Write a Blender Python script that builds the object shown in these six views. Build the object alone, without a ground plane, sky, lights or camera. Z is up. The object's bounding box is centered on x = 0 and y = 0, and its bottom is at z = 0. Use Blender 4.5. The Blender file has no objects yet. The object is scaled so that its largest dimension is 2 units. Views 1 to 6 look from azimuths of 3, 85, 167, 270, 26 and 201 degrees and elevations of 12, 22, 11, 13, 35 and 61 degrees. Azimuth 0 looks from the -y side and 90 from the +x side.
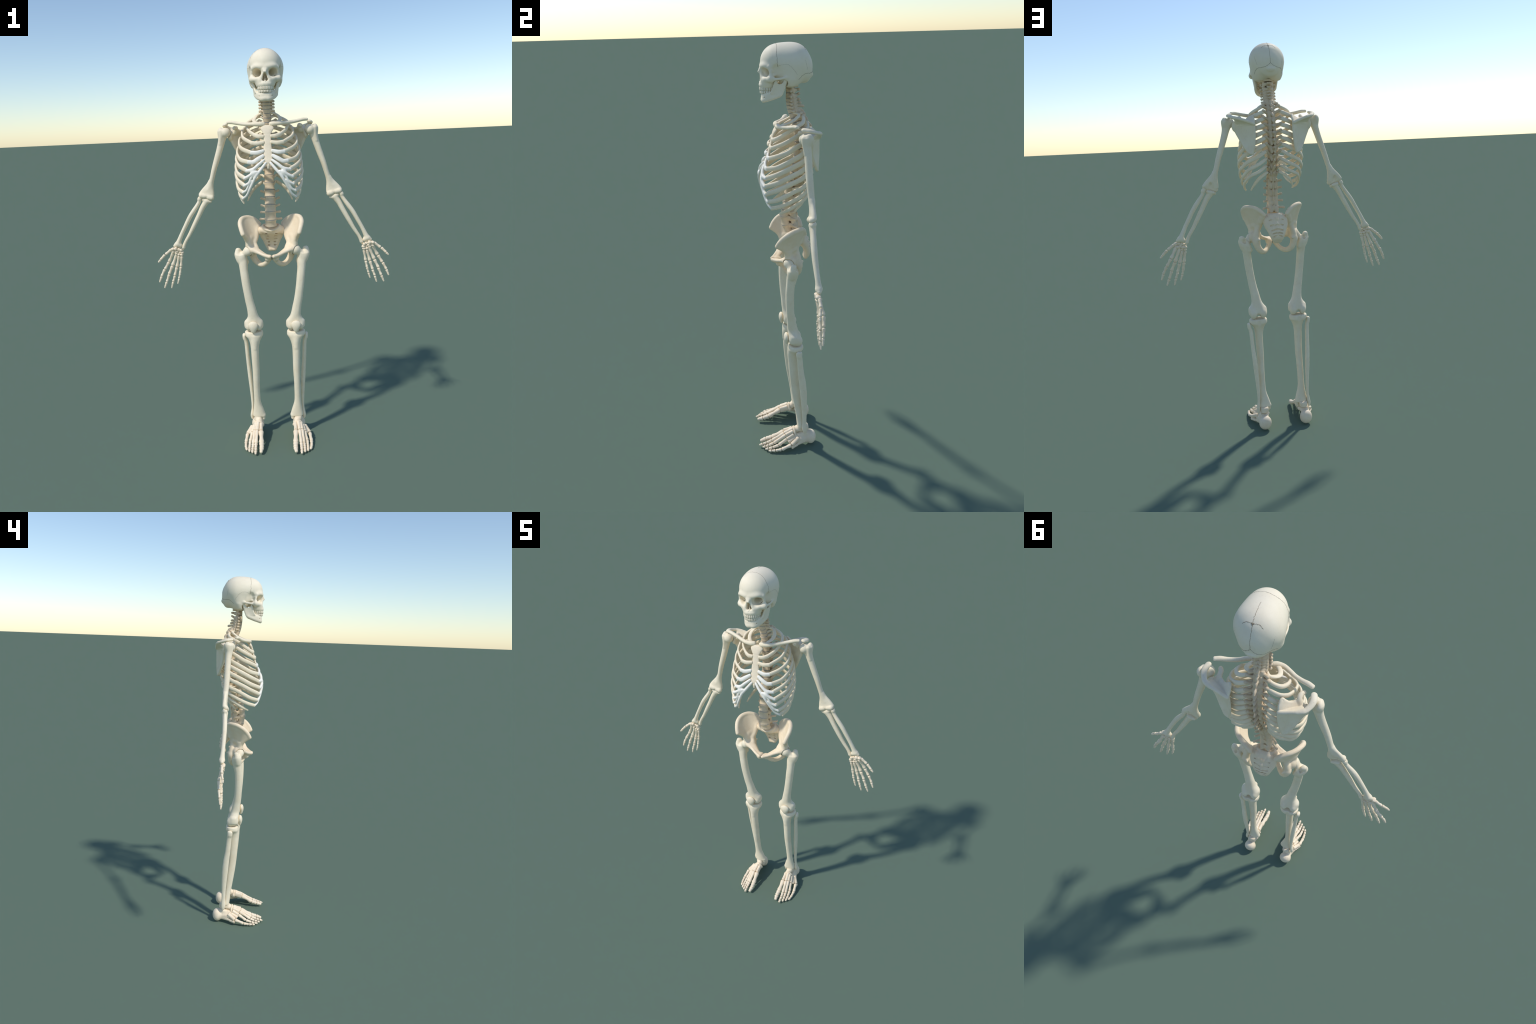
"""A human skeleton, standing with the arms held away from the body.
Front faces -y, the skeleton's own left side is +x.  Bones are built on the left
and mirrored.  Complex bones are implicit surfaces (blended tubes, ellipsoids,
lofted columns and sheets) meshed with surface nets; ribs, cartilage and small
hand / foot bones are swept sections."""
import bpy, math, random
import numpy as np
from mathutils import Vector, noise
from mathutils.bvhtree import BVHTree

random.seed(7)
noise.seed_set(7)
V = lambda *a: np.array(a, dtype=np.float64)

# ------------------------------------------------------------------ materials
def bone_material(name, colour, warm, dark, streak=(1, 1, .18), rough=.55, mottle=.5, pits=.35, bump=.12):
    m = bpy.data.materials.new(name)
    m.use_nodes = True
    nt = m.node_tree
    N, L = nt.nodes, nt.links
    bs = N["Principled BSDF"]
    tc = N.new("ShaderNodeTexCoord")
    def tex(scale, detail, mapscale=None, rough=.6):
        t = N.new("ShaderNodeTexNoise")
        t.inputs["Scale"].default_value = scale
        t.inputs["Detail"].default_value = detail
        t.inputs["Roughness"].default_value = rough
        if mapscale:
            mp = N.new("ShaderNodeMapping")
            mp.inputs["Scale"].default_value = mapscale
            L.new(tc.outputs["Object"], mp.inputs["Vector"])
            L.new(mp.outputs["Vector"], t.inputs["Vector"])
        else:
            L.new(tc.outputs["Object"], t.inputs["Vector"])
        return t.outputs["Fac"]
    def ramp(fac, lo, hi, a=0., b=1.):
        r = N.new("ShaderNodeMapRange")
        r.inputs["From Min"].default_value = lo
        r.inputs["From Max"].default_value = hi
        r.inputs["To Min"].default_value = a
        r.inputs["To Max"].default_value = b
        L.new(fac, r.inputs["Value"])
        return r.outputs["Result"]
    def mix(fac, a, b):
        x = N.new("ShaderNodeMix")
        x.data_type = "RGBA"
        L.new(fac, x.inputs["Factor"])
        for s, v in (("A", a), ("B", b)):
            sock = [i for i in x.inputs if i.name == s and i.type == "RGBA"][0]
            if isinstance(v, tuple):
                sock.default_value = (*v, 1)
            else:
                L.new(v, sock)
        return [o for o in x.outputs if o.type == "RGBA"][0]
    big = tex(22, 4)
    fine = tex(300, 2, None, .6)
    strk = tex(160, 4, streak)
    c = mix(ramp(big, .35, .70, 0, mottle), colour, warm)
    c = mix(ramp(strk, .52, .78, 0, mottle * .8), c, warm)
    c = mix(ramp(fine, .62, .74, 0, pits), c, dark)
    L.new(c, bs.inputs["Base Color"])
    L.new(ramp(big, .3, .7, rough - .07, rough + .1), bs.inputs["Roughness"])
    bs.inputs["Specular IOR Level"].default_value = .22
    bp = N.new("ShaderNodeBump")
    bp.inputs["Strength"].default_value = bump
    bp.inputs["Distance"].default_value = .0012
    add = N.new("ShaderNodeMath")
    add.operation = "ADD"
    L.new(strk, add.inputs[0])
    L.new(fine, add.inputs[1])
    L.new(add.outputs[0], bp.inputs["Height"])
    L.new(bp.outputs["Normal"], bs.inputs["Normal"])
    return m

M_BONE = bone_material("bone_limb", (.93, .82, .62), (.86, .71, .49), (.42, .33, .22))
M_SKULL = bone_material("bone_skull", (.94, .84, .65), (.86, .73, .53), (.48, .40, .29), streak=(1, 1, 1), mottle=.35, pits=.18)
M_SPINE = bone_material("bone_spine", (.80, .645, .455), (.64, .48, .31), (.34, .25, .16), streak=(1, 1, .5), pits=.45, bump=.2)
M_RIB = bone_material("bone_rib", (.93, .815, .615), (.85, .70, .48), (.46, .37, .26), streak=(1, 1, 1))
M_PELVIS = bone_material("bone_pelvis", (.94, .79, .58), (.86, .66, .43), (.44, .33, .22), streak=(1, 1, .35))
M_SMALL = bone_material("bone_hand_foot", (.94, .80, .60), (.82, .63, .42), (.40, .28, .18), streak=(1, 1, 1), pits=.4)
M_STERN = bone_material("bone_sternum", (.92, .80, .61), (.78, .64, .45), (.42, .34, .24), streak=(1, 1, 1), pits=.5, bump=.25)
M_CART = bone_material("cartilage_costal", (.94, .895, .80), (.90, .83, .70), (.76, .69, .58), streak=(1, 1, 1), rough=.42, pits=.15)
M_DISC = bone_material("cartilage_disc", (.44, .42, .39), (.38, .34, .29), (.22, .19, .15), streak=(1, 1, 1))
M_TOOTH = bone_material("tooth_enamel", (.90, .82, .65), (.80, .69, .50), (.5, .42, .3), streak=(1, 1, 1), rough=.32, pits=.1, bump=.03)
M_SUTURE = bone_material("suture_crack", (.32, .25, .17), (.26, .20, .13), (.16, .12, .08), streak=(1, 1, 1), rough=.8)
M_FAINT = bone_material("suture_faint", (.58, .50, .38), (.52, .44, .32), (.40, .32, .22), streak=(1, 1, 1), rough=.8)

# ------------------------------------------------------------ object helpers
skeleton = bpy.data.objects.new("human_skeleton", None)
skeleton.empty_display_size = .2
bpy.context.scene.collection.objects.link(skeleton)
skeleton["label"] = "cream human skeleton standing upright with arms held away"
skeleton["category"] = "skeleton"

def make_mesh(name, verts, faces, mat, parent=None, flat=False):
    me = bpy.data.meshes.new(name)
    verts = np.asarray(verts, dtype=np.float32)
    if isinstance(faces, np.ndarray):
        n = len(faces)
        k = faces.shape[1]
        me.vertices.add(len(verts))
        me.vertices.foreach_set("co", verts.ravel())
        me.loops.add(n * k)
        me.loops.foreach_set("vertex_index", faces.astype(np.int32).ravel())
        me.polygons.add(n)
        me.polygons.foreach_set("loop_start", np.arange(0, n * k, k, dtype=np.int32))
        me.update(calc_edges=True)
        me.validate()
    else:
        me.from_pydata(verts.tolist(), [], faces)
    me.polygons.foreach_set("use_smooth", np.full(len(me.polygons), not flat))
    me.materials.append(mat)
    ob = bpy.data.objects.new(name, me)
    bpy.context.scene.collection.objects.link(ob)
    ob.parent = parent or skeleton
    return ob

def flip(faces):
    if isinstance(faces, np.ndarray):
        return faces[:, ::-1].copy()
    return [tuple(reversed(f)) for f in faces]

def pair(name, vf, mat, parents=(None, None)):
    v, f = vf
    v = np.asarray(v)
    a = make_mesh(name, v, f, mat, parents[0])
    b = make_mesh(name, v * V(-1, 1, 1), flip(f), mat, parents[1])
    return a, b

def single(name, vf, mat, parent=None):
    return make_mesh(name, vf[0], vf[1], mat, parent)

# --------------------------------------------------------------- curve helper
def spline(pts, n=8, closed=False):
    """Catmull-Rom through pts (any dimension), n samples per span."""
    P = np.asarray(pts, dtype=np.float64)
    if len(P) == 2:
        return np.array([P[0] + (P[1] - P[0]) * t for t in np.linspace(0, 1, n + 1)])
    E0, E1 = 2 * P[0] - P[1], 2 * P[-1] - P[-2]
    Q = np.vstack([E0, P, E1])
    out = []
    for i in range(len(P) - 1):
        a, b, c, d = Q[i:i + 4]
        for j in range(n):
            t = j / n
            out.append(.5 * (2 * b + (c - a) * t + (2 * a - 5 * b + 4 * c - d) * t * t + (3 * b - a - 3 * c + d) * t ** 3))
    out.append(P[-1])
    return np.array(out)

# ------------------------------------------------------------ implicit solids
def smin(a, b, k):
    if k <= 0:
        return np.minimum(a, b)
    h = np.maximum(k - np.abs(a - b), 0) / k
    return np.minimum(a, b) - h * h * k * .25

class Solid:
    """Implicit solid sampled on a grid; sym=True mirrors every piece in x."""
    def __init__(self, lo, hi, h, sym=False):
        self.lo, self.h, self.sym = np.asarray(lo, float), h, sym
        n = np.ceil((np.asarray(hi, float) - self.lo) / h).astype(int) + 1
        self.ax = [(self.lo[i] + h * np.arange(n[i])).astype(np.float32) for i in range(3)]
        self.d = np.full(n, 1., dtype=np.float32)
    def window(self, lo, hi):
        sl = []
        for i in range(3):
            a, b = lo[i], hi[i]
            if i == 0 and self.sym:
                b = max(abs(a), abs(b))
                a = -b
            i0 = int(max(0, np.floor((a - self.lo[i]) / self.h)))
            i1 = int(min(self.d.shape[i], np.ceil((b - self.lo[i]) / self.h) + 1))
            sl.append(slice(i0, max(i0, i1)))
        X = self.ax[0][sl[0]][:, None, None]
        if self.sym:
            X = np.abs(X)
        return tuple(sl), X, self.ax[1][sl[1]][None, :, None], self.ax[2][sl[2]][None, None, :]
    def put(self, f, lo, hi, k, cut=False):
        m = k + 3 * self.h
        sl, X, Y, Z = self.window(np.asarray(lo) - m, np.asarray(hi) + m)
        if 0 in self.d[sl].shape:
            return self
        e = f(X, Y, Z).astype(np.float32)
        self.d[sl] = -smin(-self.d[sl], e, k) if cut else smin(self.d[sl], e, k)
        return self
    # a tube through points, round or flattened: stretch=(axis vector, factor)
    def tube(self, pts, radii, k=.006, smooth=5, stretch=None, cut=False):
        P = np.asarray(pts, float)
        r = np.full(len(P), radii, float) if np.isscalar(radii) else np.asarray(radii, float)
        if smooth and len(P) > 2:
            S = spline(np.hstack([P, r[:, None]]), smooth)
            P, r = S[:, :3], S[:, 3]
        R = r.max() * (max(1, stretch[1]) if stretch else 1)
        if stretch:
            n = np.asarray(stretch[0], float)
            n = n / np.linalg.norm(n)
            g = 1 / stretch[1] - 1
            Pm = P + np.outer(P @ n, n) * g
        else:
            Pm = P
        def f(X, Y, Z):
            if stretch:
                q = (X * n[0] + Y * n[1] + Z * n[2]) * g
                X, Y, Z = X + q * n[0], Y + q * n[1], Z + q * n[2]
            best = None
            for i in range(len(Pm) - 1):
                a, b = Pm[i], Pm[i + 1]
                ab = b - a
                l2 = max(ab @ ab, 1e-12)
                t = np.clip(((X - a[0]) * ab[0] + (Y - a[1]) * ab[1] + (Z - a[2]) * ab[2]) / l2, 0, 1)
                e = np.sqrt((X - a[0] - t * ab[0]) ** 2 + (Y - a[1] - t * ab[1]) ** 2 + (Z - a[2] - t * ab[2]) ** 2) - (r[i] + t * (r[i + 1] - r[i]))
                best = e if best is None else np.minimum(best, e)
            return best
        return self.put(f, P.min(0) - R, P.max(0) + R, k, cut)
    def ball(self, c, r, k=.006, cut=False, tilt=None):
        c = np.asarray(c, float)
        r = np.full(3, r, float) if np.isscalar(r) else np.asarray(r, float)
        A = np.eye(3)
        if tilt:                                   # (axis, degrees)
            from mathutils import Matrix
            A = np.array(Matrix.Rotation(math.radians(tilt[1]), 3, tilt[0]))
        def f(X, Y, Z):
            q = [X - c[0], Y - c[1], Z - c[2]]
            if tilt:
                q = [q[0] * A[0, i] + q[1] * A[1, i] + q[2] * A[2, i] for i in range(3)]
            k0 = np.sqrt(sum((q[i] / r[i]) ** 2 for i in range(3)))
            k1 = np.sqrt(sum((q[i] / r[i] ** 2) ** 2 for i in range(3))) + 1e-6
            return k0 * (k0 - 1) / k1
        R = r.max() if tilt else r
        return self.put(f, c - R, c + R, k, cut)
    # loft along z: rows (z, x, y, half width x, half width y)
    def column(self, rows, k=.006, power=2., cap=.004):
        T = np.array(sorted(rows), float)
        S = spline(T, 6)
        def f(X, Y, Z):
            z = np.asarray(Z).ravel()
            cx, cy, rx, ry = (np.interp(z, S[:, 0], S[:, i])[None, None, :] for i in range(1, 5))
            q = (np.abs((X - cx) / rx) ** power + np.abs((Y - cy) / ry) ** power) ** (1 / power)
            side = (q - 1) * np.minimum(rx, ry)
            zc, zh = (T[0, 0] + T[-1, 0]) / 2, (T[-1, 0] - T[0, 0]) / 2
            end = np.abs(Z - zc) - zh
            return -smin(-side, -end, cap)
        lo = [np.min(T[:, 1] - T[:, 3]), np.min(T[:, 2] - T[:, 4]), T[0, 0]]
        hi = [np.max(T[:, 1] + T[:, 3]), np.max(T[:, 2] + T[:, 4]), T[-1, 0]]
        return self.put(f, lo, hi, k)
    # thin curved sheet: strokes ruled between two border curves
    def sheet(self, A, B, n, ra, rm, rb, bulge=(0, 0, 0), k=.004):
        A, B = spline(A, 12), spline(B, 12)
        for t in np.linspace(0, 1, n):
            a = np.array([np.interp(t, np.linspace(0, 1, len(A)), A[:, i]) for i in range(3)])
            b = np.array([np.interp(t, np.linspace(0, 1, len(B)), B[:, i]) for i in range(3)])
            m = (a + b) / 2 + np.asarray(bulge) * math.sin(math.pi * min(max(t, .08), .92))
            self.tube([a, m, b], [ra, rm, rb], k=k, smooth=3)
        return self
    def drum(self, c, up, w, d, h, waist=.1, k=.004, rnd=.003):
        """vertebral body: waisted elliptic drum; up lies in the y-z plane"""
        c = np.asarray(c, float)
        up = np.asarray(up, float) / np.linalg.norm(up)
        back = V(0, up[2], -up[1])
        def f(X, Y, Z):
            y, z = Y - c[1], Z - c[2]
            t = y * up[1] + z * up[2]
            v = y * back[1] + z * back[2]
            s = 1 - waist * np.clip(1 - (2 * t / h) ** 2, 0, 1)
            q = np.sqrt(((X - c[0]) / (w * s)) ** 2 + (v / (d * s)) ** 2)
            return -smin(-(q - 1) * min(w, d), -(np.abs(t) - h / 2), rnd)
        R = max(w, d, h)
        return self.put(f, c - R, c + R, k)
    def mesh(self):
        d, h = self.d, self.h
        for i in range(3):                       # close anything that reaches the box
            for e in (0, -1):
                sl = [slice(None)] * 3
                sl[i] = e
                if (d[tuple(sl)] < 0).any():
                    print("clipped", i, e, self.lo)
                d[tuple(sl)] = np.maximum(d[tuple(sl)], .0005)
        s = d < 0
        n = np.array(d.shape)
        c = np.zeros(n - 1, np.uint8)
        for i in (0, 1):
            for j in (0, 1):
                for l in (0, 1):
                    c += s[i:n[0] - 1 + i, j:n[1] - 1 + j, l:n[2] - 1 + l]
        I = np.nonzero((c > 0) & (c < 8))
        idx = np.full(n - 1, -1, np.int32)
        idx[I] = np.arange(len(I[0]))
        P = np.zeros((len(I[0]), 3))
        W = np.zeros(len(I[0]))
        corners = [(i, j, l) for i in (0, 1) for j in (0, 1) for l in (0, 1)]
        for a in corners:
            for b in corners:
                if sum(b) == sum(a) + 1 and all(q >= p for p, q in zip(a, b)):
                    da = d[I[0] + a[0], I[1] + a[1], I[2] + a[2]]
                    db = d[I[0] + b[0], I[1] + b[1], I[2] + b[2]]
                    m = (da < 0) != (db < 0)
                    t = da[m] / (da[m] - db[m])
                    P[m] += np.array(a) + t[:, None] * (np.array(b) - np.array(a))
                    W[m] += 1
        P = (P / W[:, None] + np.stack(I, 1)) * h + self.lo
        quads = []
        for axis in range(3):
            u, v = (axis + 1) % 3, (axis + 2) % 3
            sa = [slice(1, -1)] * 3
            sb = [slice(1, -1)] * 3
            sa[axis], sb[axis] = slice(0, -1), slice(1, None)
            x = s[tuple(sa)] != s[tuple(sb)]
            J = np.stack(np.nonzero(x), 1)
            J[:, u] += 1
            J[:, v] += 1
            inside = s[tuple(J.T)]
            def cell(du, dv):
                K = J.copy()
                K[:, u] -= du
                K[:, v] -= dv
                return idx[tuple(K.T)]
            q = np.stack([cell(1, 1), cell(0, 1), cell(0, 0), cell(1, 0)], 1)
            q[~inside] = q[~inside][:, ::-1]
            quads.append(q)
        return P, np.vstack(quads)

# -------------------------------------------------------------- swept sections
def sweep(pts, a, b, axis=(0, .03), n=6, seg=14, power=2.2, ends=True, normal=None, cap=1.):
    """Tube with an elliptic section: half size a away from the vertical line
    x, y = axis, half size b across.  Rounded ends."""
    P = np.asarray(pts, float)
    a = np.full(len(P), a, float) if np.isscalar(a) else np.asarray(a, float)
    b = np.full(len(P), b, float) if np.isscalar(b) else np.asarray(b, float)
    S = spline(np.hstack([P, a[:, None], b[:, None]]), n)
    P, a, b = S[:, :3], S[:, 3], S[:, 4]
    T = np.gradient(P, axis=0)
    T /= np.linalg.norm(T, axis=1)[:, None]
    rings = []
    for i in range(len(P)):
        o = np.asarray(normal, float) if normal is not None else V(P[i, 0] - axis[0], P[i, 1] - axis[1], 0)
        o = o - (o @ T[i]) * T[i]
        o /= np.linalg.norm(o)
        w = np.cross(T[i], o)
        rings.append((P[i], T[i], o, w, a[i], b[i]))
    full = []
    if ends:
        p, t, o, w, x, y = rings[0]
        for f in (.25, .7):
            g = math.sqrt(1 - (1 - f) ** 2)
            full.append((p - t * min(x, y) * (1 - f) * cap, o, w, x * g, y * g))
    full += [(p, o, w, x, y) for p, t, o, w, x, y in rings]
    if ends:
        p, t, o, w, x, y = rings[-1]
        for f in (.7, .25):
            g = math.sqrt(1 - (1 - f) ** 2)
            full.append((p + t * min(x, y) * (1 - f) * cap, o, w, x * g, y * g))
    verts, faces = [], []
    for p, o, w, x, y in full:
        for j in range(seg):
            an = 2 * math.pi * j / seg
            c, s = math.cos(an), math.sin(an)
            c = math.copysign(abs(c) ** (2 / power), c)
            s = math.copysign(abs(s) ** (2 / power), s)
            verts.append(p + o * x * c + w * y * s)
    R = len(full)
    for i in range(R - 1):
        for j in range(seg):
            k = (j + 1) % seg
            faces.append((i * seg + j, i * seg + k, (i + 1) * seg + k, (i + 1) * seg + j))
    faces.append(tuple(range(seg))[::-1])
    faces.append(tuple((R - 1) * seg + j for j in range(seg)))
    return np.array(verts), faces

def shaft_bone(p0, p1, rb, rs, rh, flat=.85, up=(0, 1, 0), bow=0., n=16, seg=14):
    """Small tubular bone: broad base, waisted shaft, rounded head."""
    p0, p1 = np.asarray(p0, float), np.asarray(p1, float)
    prof = [(0, rb * .86), (.07, rb), (.17, rb * .95), (.30, rb * .45 + rs * .58), (.48, rs), (.64, rs * 1.03), (.78, rh * .5 + rs * .5), (.90, rh), (1, rh * .86)]
    up = np.asarray(up, float)
    L = np.linalg.norm(p1 - p0)
    pts = [p0 + (p1 - p0) * t + up * bow * L * math.sin(math.pi * t) for t, r in prof]
    rad = np.array([r for t, r in prof])
    return sweep(pts, rad * flat, rad, normal=up, n=3, seg=seg, power=2.15, cap=.4)

def pebble(c, r, seed, rot=0.):
    """Small lumpy carpal / tarsal bone."""
    verts, faces = [], []
    nu, nv = 18, 12
    rnd = random.Random(seed)
    off = Vector((rnd.uniform(0, 50), rnd.uniform(0, 50), rnd.uniform(0, 50)))
    for i in range(nv + 1):
        th = math.pi * i / nv
        for j in range(nu):
            ph = 2 * math.pi * j / nu
            d = Vector((math.sin(th) * math.cos(ph), math.sin(th) * math.sin(ph), math.cos(th)))
            q = [math.copysign(abs(x) ** .8, x) for x in d]
            f = 1 + .22 * noise.noise(d * 1.1 + off)
            x, y, z = q[0] * r[0] * f, q[1] * r[1] * f, q[2] * r[2] * f
            cr, sr = math.cos(rot), math.sin(rot)
            verts.append((c[0] + x * cr + z * sr, c[1] + y, c[2] - x * sr + z * cr))
    for i in range(nv):
        for j in range(nu):
            k = (j + 1) % nu
            faces.append((i * nu + j, (i + 1) * nu + j, (i + 1) * nu + k, i * nu + k))
    return np.array(verts), faces

# ====================================================================== SKULL
def build_skull():
    S = Solid((-.096, -.108, 1.805), (.096, .150, 2.006), .0015, sym=True)
    K = .0352
    # vault
    S.ball((0, .0512, 1.9134), (.0869, .0795, .0851), 0)
    S.ball((0, -.0119, 1.9227), (.0716, .0741, .0727), K)
    S.ball((0, .109, 1.8803), (.0391, .0231, .0439), K)
    S.ball((.0395, .0376, 1.8514), .0337, K)
    # hollow of the temple behind the eye socket
    S.ball((.0865, -.026, 1.884), (.027, .0235, .033), .010, cut=True)
    TEMPLE = lambda: S.ball((.0810, -.0305, 1.8860), (.0245, .0155, .0290), .005, cut=True)
    # eyebrow, cheek bone, side walls of the socket, upper jaw
    S.tube([(.0, -.0785, 1.904), (.019, -.0785, 1.9065), (.040, -.0715, 1.9095), (.0555, -.055, 1.904)], [.0065, .0070, .0065, .0058], .018)
    S.tube([(.0565, -.0535, 1.903), (.0605, -.0485, 1.884), (.0615, -.0465, 1.863)], [.0060, .0056, .0085], .008)
    S.tube([(.0575, -.047, 1.870), (.0490, -.026, 1.874)], [.0065, .0065], .006)
    S.tube([(.0580, -.048, 1.888), (.0520, -.026, 1.890)], [.0065, .0065], .006)
    S.ball((.0575, -.0475, 1.8555), (.0150, .0130, .0130), .012)
    S.tube([(.016, -.0735, 1.8565), (.040, -.0675, 1.855), (.058, -.050, 1.855)], [.0085, .0095, .0095], .012)
    S.tube([(.008, -.0830, 1.893), (.0130, -.0810, 1.874), (.0200, -.0785, 1.851)], [.0052, .0058, .0090], .008)
    S.ball((.027, -.053, 1.845), (.020, .026, .022), .012)
    S.ball((0, -.052, 1.838), (.030, .034, .008), .006)
    S.tube([(.0335, -.038, 1.830), (.0325, -.060, 1.830), (.0235, -.0780, 1.830), (.011, -.0855, 1.830), (0, -.0866, 1.830)], .0072, .012, stretch=((0, 0, 1), 1.6))
    S.ball((0, -.045, 1.862), (.024, .034, .026), .012)
    TEMPLE()
    # zygomatic arch
    S.tube([(.062, -.043, 1.8555), (.0705, -.022, 1.856), (.0735, .0, 1.8585), (.0725, .022, 1.8625), (.0685, .042, 1.867)], [.0075, .0052, .0048, .0055, .0075], .007, stretch=((1, 0, 0), .62))
    # nasal bones
    S.tube([(0, -.0800, 1.903), (.0025, -.0860, 1.894), (.0025, -.0935, 1.8850)], [.0075, .0070, .0040], .007)
    S.tube([(.003, -.0930, 1.8840), (.0095, -.0860, 1.8730), (.0145, -.0830, 1.8600)], [.0032, .0034, .0040], .005)
    # mastoid, skull base, occipital protuberance, pterygoid
    S.tube([(.0635, .043, 1.852), (.0605, .041, 1.834)], [.012, .0085], .010)
    S.ball((0, .1350, 1.8675), (.018, .0060, .008), .014)
    S.tube([(.018, -.028, 1.852), (.019, -.027, 1.829)], [.006, .0035], .006)
    S.ball((.016, .047, 1.828), (.008, .013, .007), .008)
    S.ball((0, .055, 1.826), (.013, .014, .008), .006, cut=True)
    # eye sockets, nose opening, little holes
    S.tube([(.0388, -.095, 1.8805), (.0375, -.064, 1.8830), (.029, -.042, 1.885), (.018, -.018, 1.888)], [.0225, .0200, .0150, .006], .004, cut=True, stretch=((0, 0, 1), .92))
    S.tube([(.0060, -.105, 1.8515), (.006, -.052, 1.853)], [.0076, .006], .003, cut=True)
    S.tube([(.0, -.105, 1.8720), (.0, -.056, 1.871)], [.0068, .006], .003, cut=True)
    S.tube([(.0, -.105, 1.861), (.0, -.054, 1.861)], [.0105, .009], .003, cut=True)
    S.ball((.066, .0125, 1.836), (.034, .0125, .0135), .005, cut=True)
    S.tube([(0, -.082, 1.842), (0, -.070, 1.875)], .0016, .003)
    S.tube([(0, -.087, 1.843), (0, -.0915, 1.8425)], [.004, .0015], .003)
    S.ball((.0330, -.0745, 1.8545), .0034, .002, cut=True)
    v, f = S.mesh()
    skull = single("cranium", (v, f), M_SKULL)
    tree = BVHTree.FromPolygons([tuple(p) for p in v], [tuple(q) for q in f.tolist()])
    return skull, tree

skull, skull_tree = build_skull()

def suture(points, width=.0008, wiggle=.0022, freq=900., target=(0, .03, 1.905)):
    """Zig-zag crack laid into the surface of the vault."""
    C = spline(points, 26)
    out, c = [], Vector(target)
    for i, p in enumerate(C):
        d = Vector(p) - c
        t = Vector(C[min(i + 1, len(C) - 1)]) - Vector(C[max(i - 1, 0)])
        side = t.cross(d).normalized()
        q = Vector(p) + side * wiggle * (noise.noise(Vector(p) * freq * .25) + .6 * noise.noise(Vector(p) * freq))
        d = (q - c).normalized()
        hit = skull_tree.ray_cast(c + d * .25, -d)[0]
        if hit:
            out.append(np.array(hit - d * width * .45))
    rad = np.array([width * (1 + .5 * noise.noise(Vector(p) * 300)) for p in out])
    return sweep(out, rad, rad, normal=(.31, .22, .92), n=1, seg=6, power=2)

def add_sutures():
    parts = []
    mir = lambda L: [(-x, y, z) for x, y, z in L]
    coronal = [(0, -.022, 2.0), (.03, -.019, 1.99), (.055, -.020, 1.965), (.07, -.020, 1.93), (.065, -.018, 1.905)]
    lambdoid = [(0, .139, 1.895), (.012, .139, 1.884), (.03, .134, 1.876), (.05, .12, 1.873), (.062, .105, 1.871), (.07, .088, 1.862), (.072, .07, 1.849)]
    squamous = [(.066, -.012, 1.908), (.078, .005, 1.913), (.085, .025, 1.912), (.085, .045, 1.895), (.08, .062, 1.872)]
    back_line = [(.072, .10, 1.93), (.070, .108, 1.91), (.066, .116, 1.888)]
    cross = [(.004, .104, 1.979), (.022, .100, 1.976), (.036, .106, 1.968)]
    for L in (coronal, lambdoid, cross):
        parts += [L, mir(L)]
    for L in (squamous, back_line):
        for q in (L, mir(L)):
            single("cranial_suture", suture(q, .0006), M_FAINT, skull)
    parts.append([(0, .03, 2.0), (.001, .06, 1.998), (.001, .085, 1.988), (0, .104, 1.979), (0, .119, 1.961), (.001, .133, 1.93), (0, .139, 1.895)])
    for L in parts:
        single("cranial_suture", suture(L), M_SUTURE, skull)
    single("cranial_suture", suture([(-.004, .103, 1.98), (0, .109, 1.976), (.004, .104, 1.98)], .002, .001), M_SUTURE, skull)
add_sutures()

def build_mandible():
    S = Solid((-.08, -.098, 1.752), (.08, .030, 1.866), .0014, sym=True)
    S.tube([(0, -.0795, 1.7795), (.016, -.0775, 1.779), (.030, -.066, 1.781), (.0405, -.045, 1.786), (.0475, -.024, 1.793), (.0505, -.010, 1.797)],
           [.0066, .0066, .0062, .0060, .0055, .005], .004, stretch=((0, 0, 1), 2.85))
    S.tube([(0, -.0785, 1.7685), (.014, -.0775, 1.7665), (.027, -.066, 1.769), (.040, -.040, 1.777), (.0505, -.008, 1.7885)], [.0080, .0078, .006, .0055, .0055], .008)
    S.sheet([(.0445, -.046, 1.797), (.0495, -.038, 1.813), (.054, -.032, 1.832), (.0570, -.0275, 1.8475)],
            [(.0520, -.003, 1.790), (.0550, .0055, 1.812), (.0585, .012, 1.833), (.0605, .0145, 1.848)], 22, .0038, .0036, .0042)
    S.tube([(.040, -.010, 1.8485), (.080, -.009, 1.8485)], .0142, .003, cut=True, smooth=0)
    S.tube([(.0600, .0125, 1.835), (.0615, .0155, 1.851)], [.0042, .005], .004)
    S.tube([(.0545, .0165, 1.8535), (.0690, .0155, 1.8535)], .0048, .005)
    S.ball((.0285, -.0735, 1.7795), .0026, .0015, cut=True)
    return single("mandible", S.mesh(), M_SKULL, skull)
mandible = build_mandible()

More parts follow.
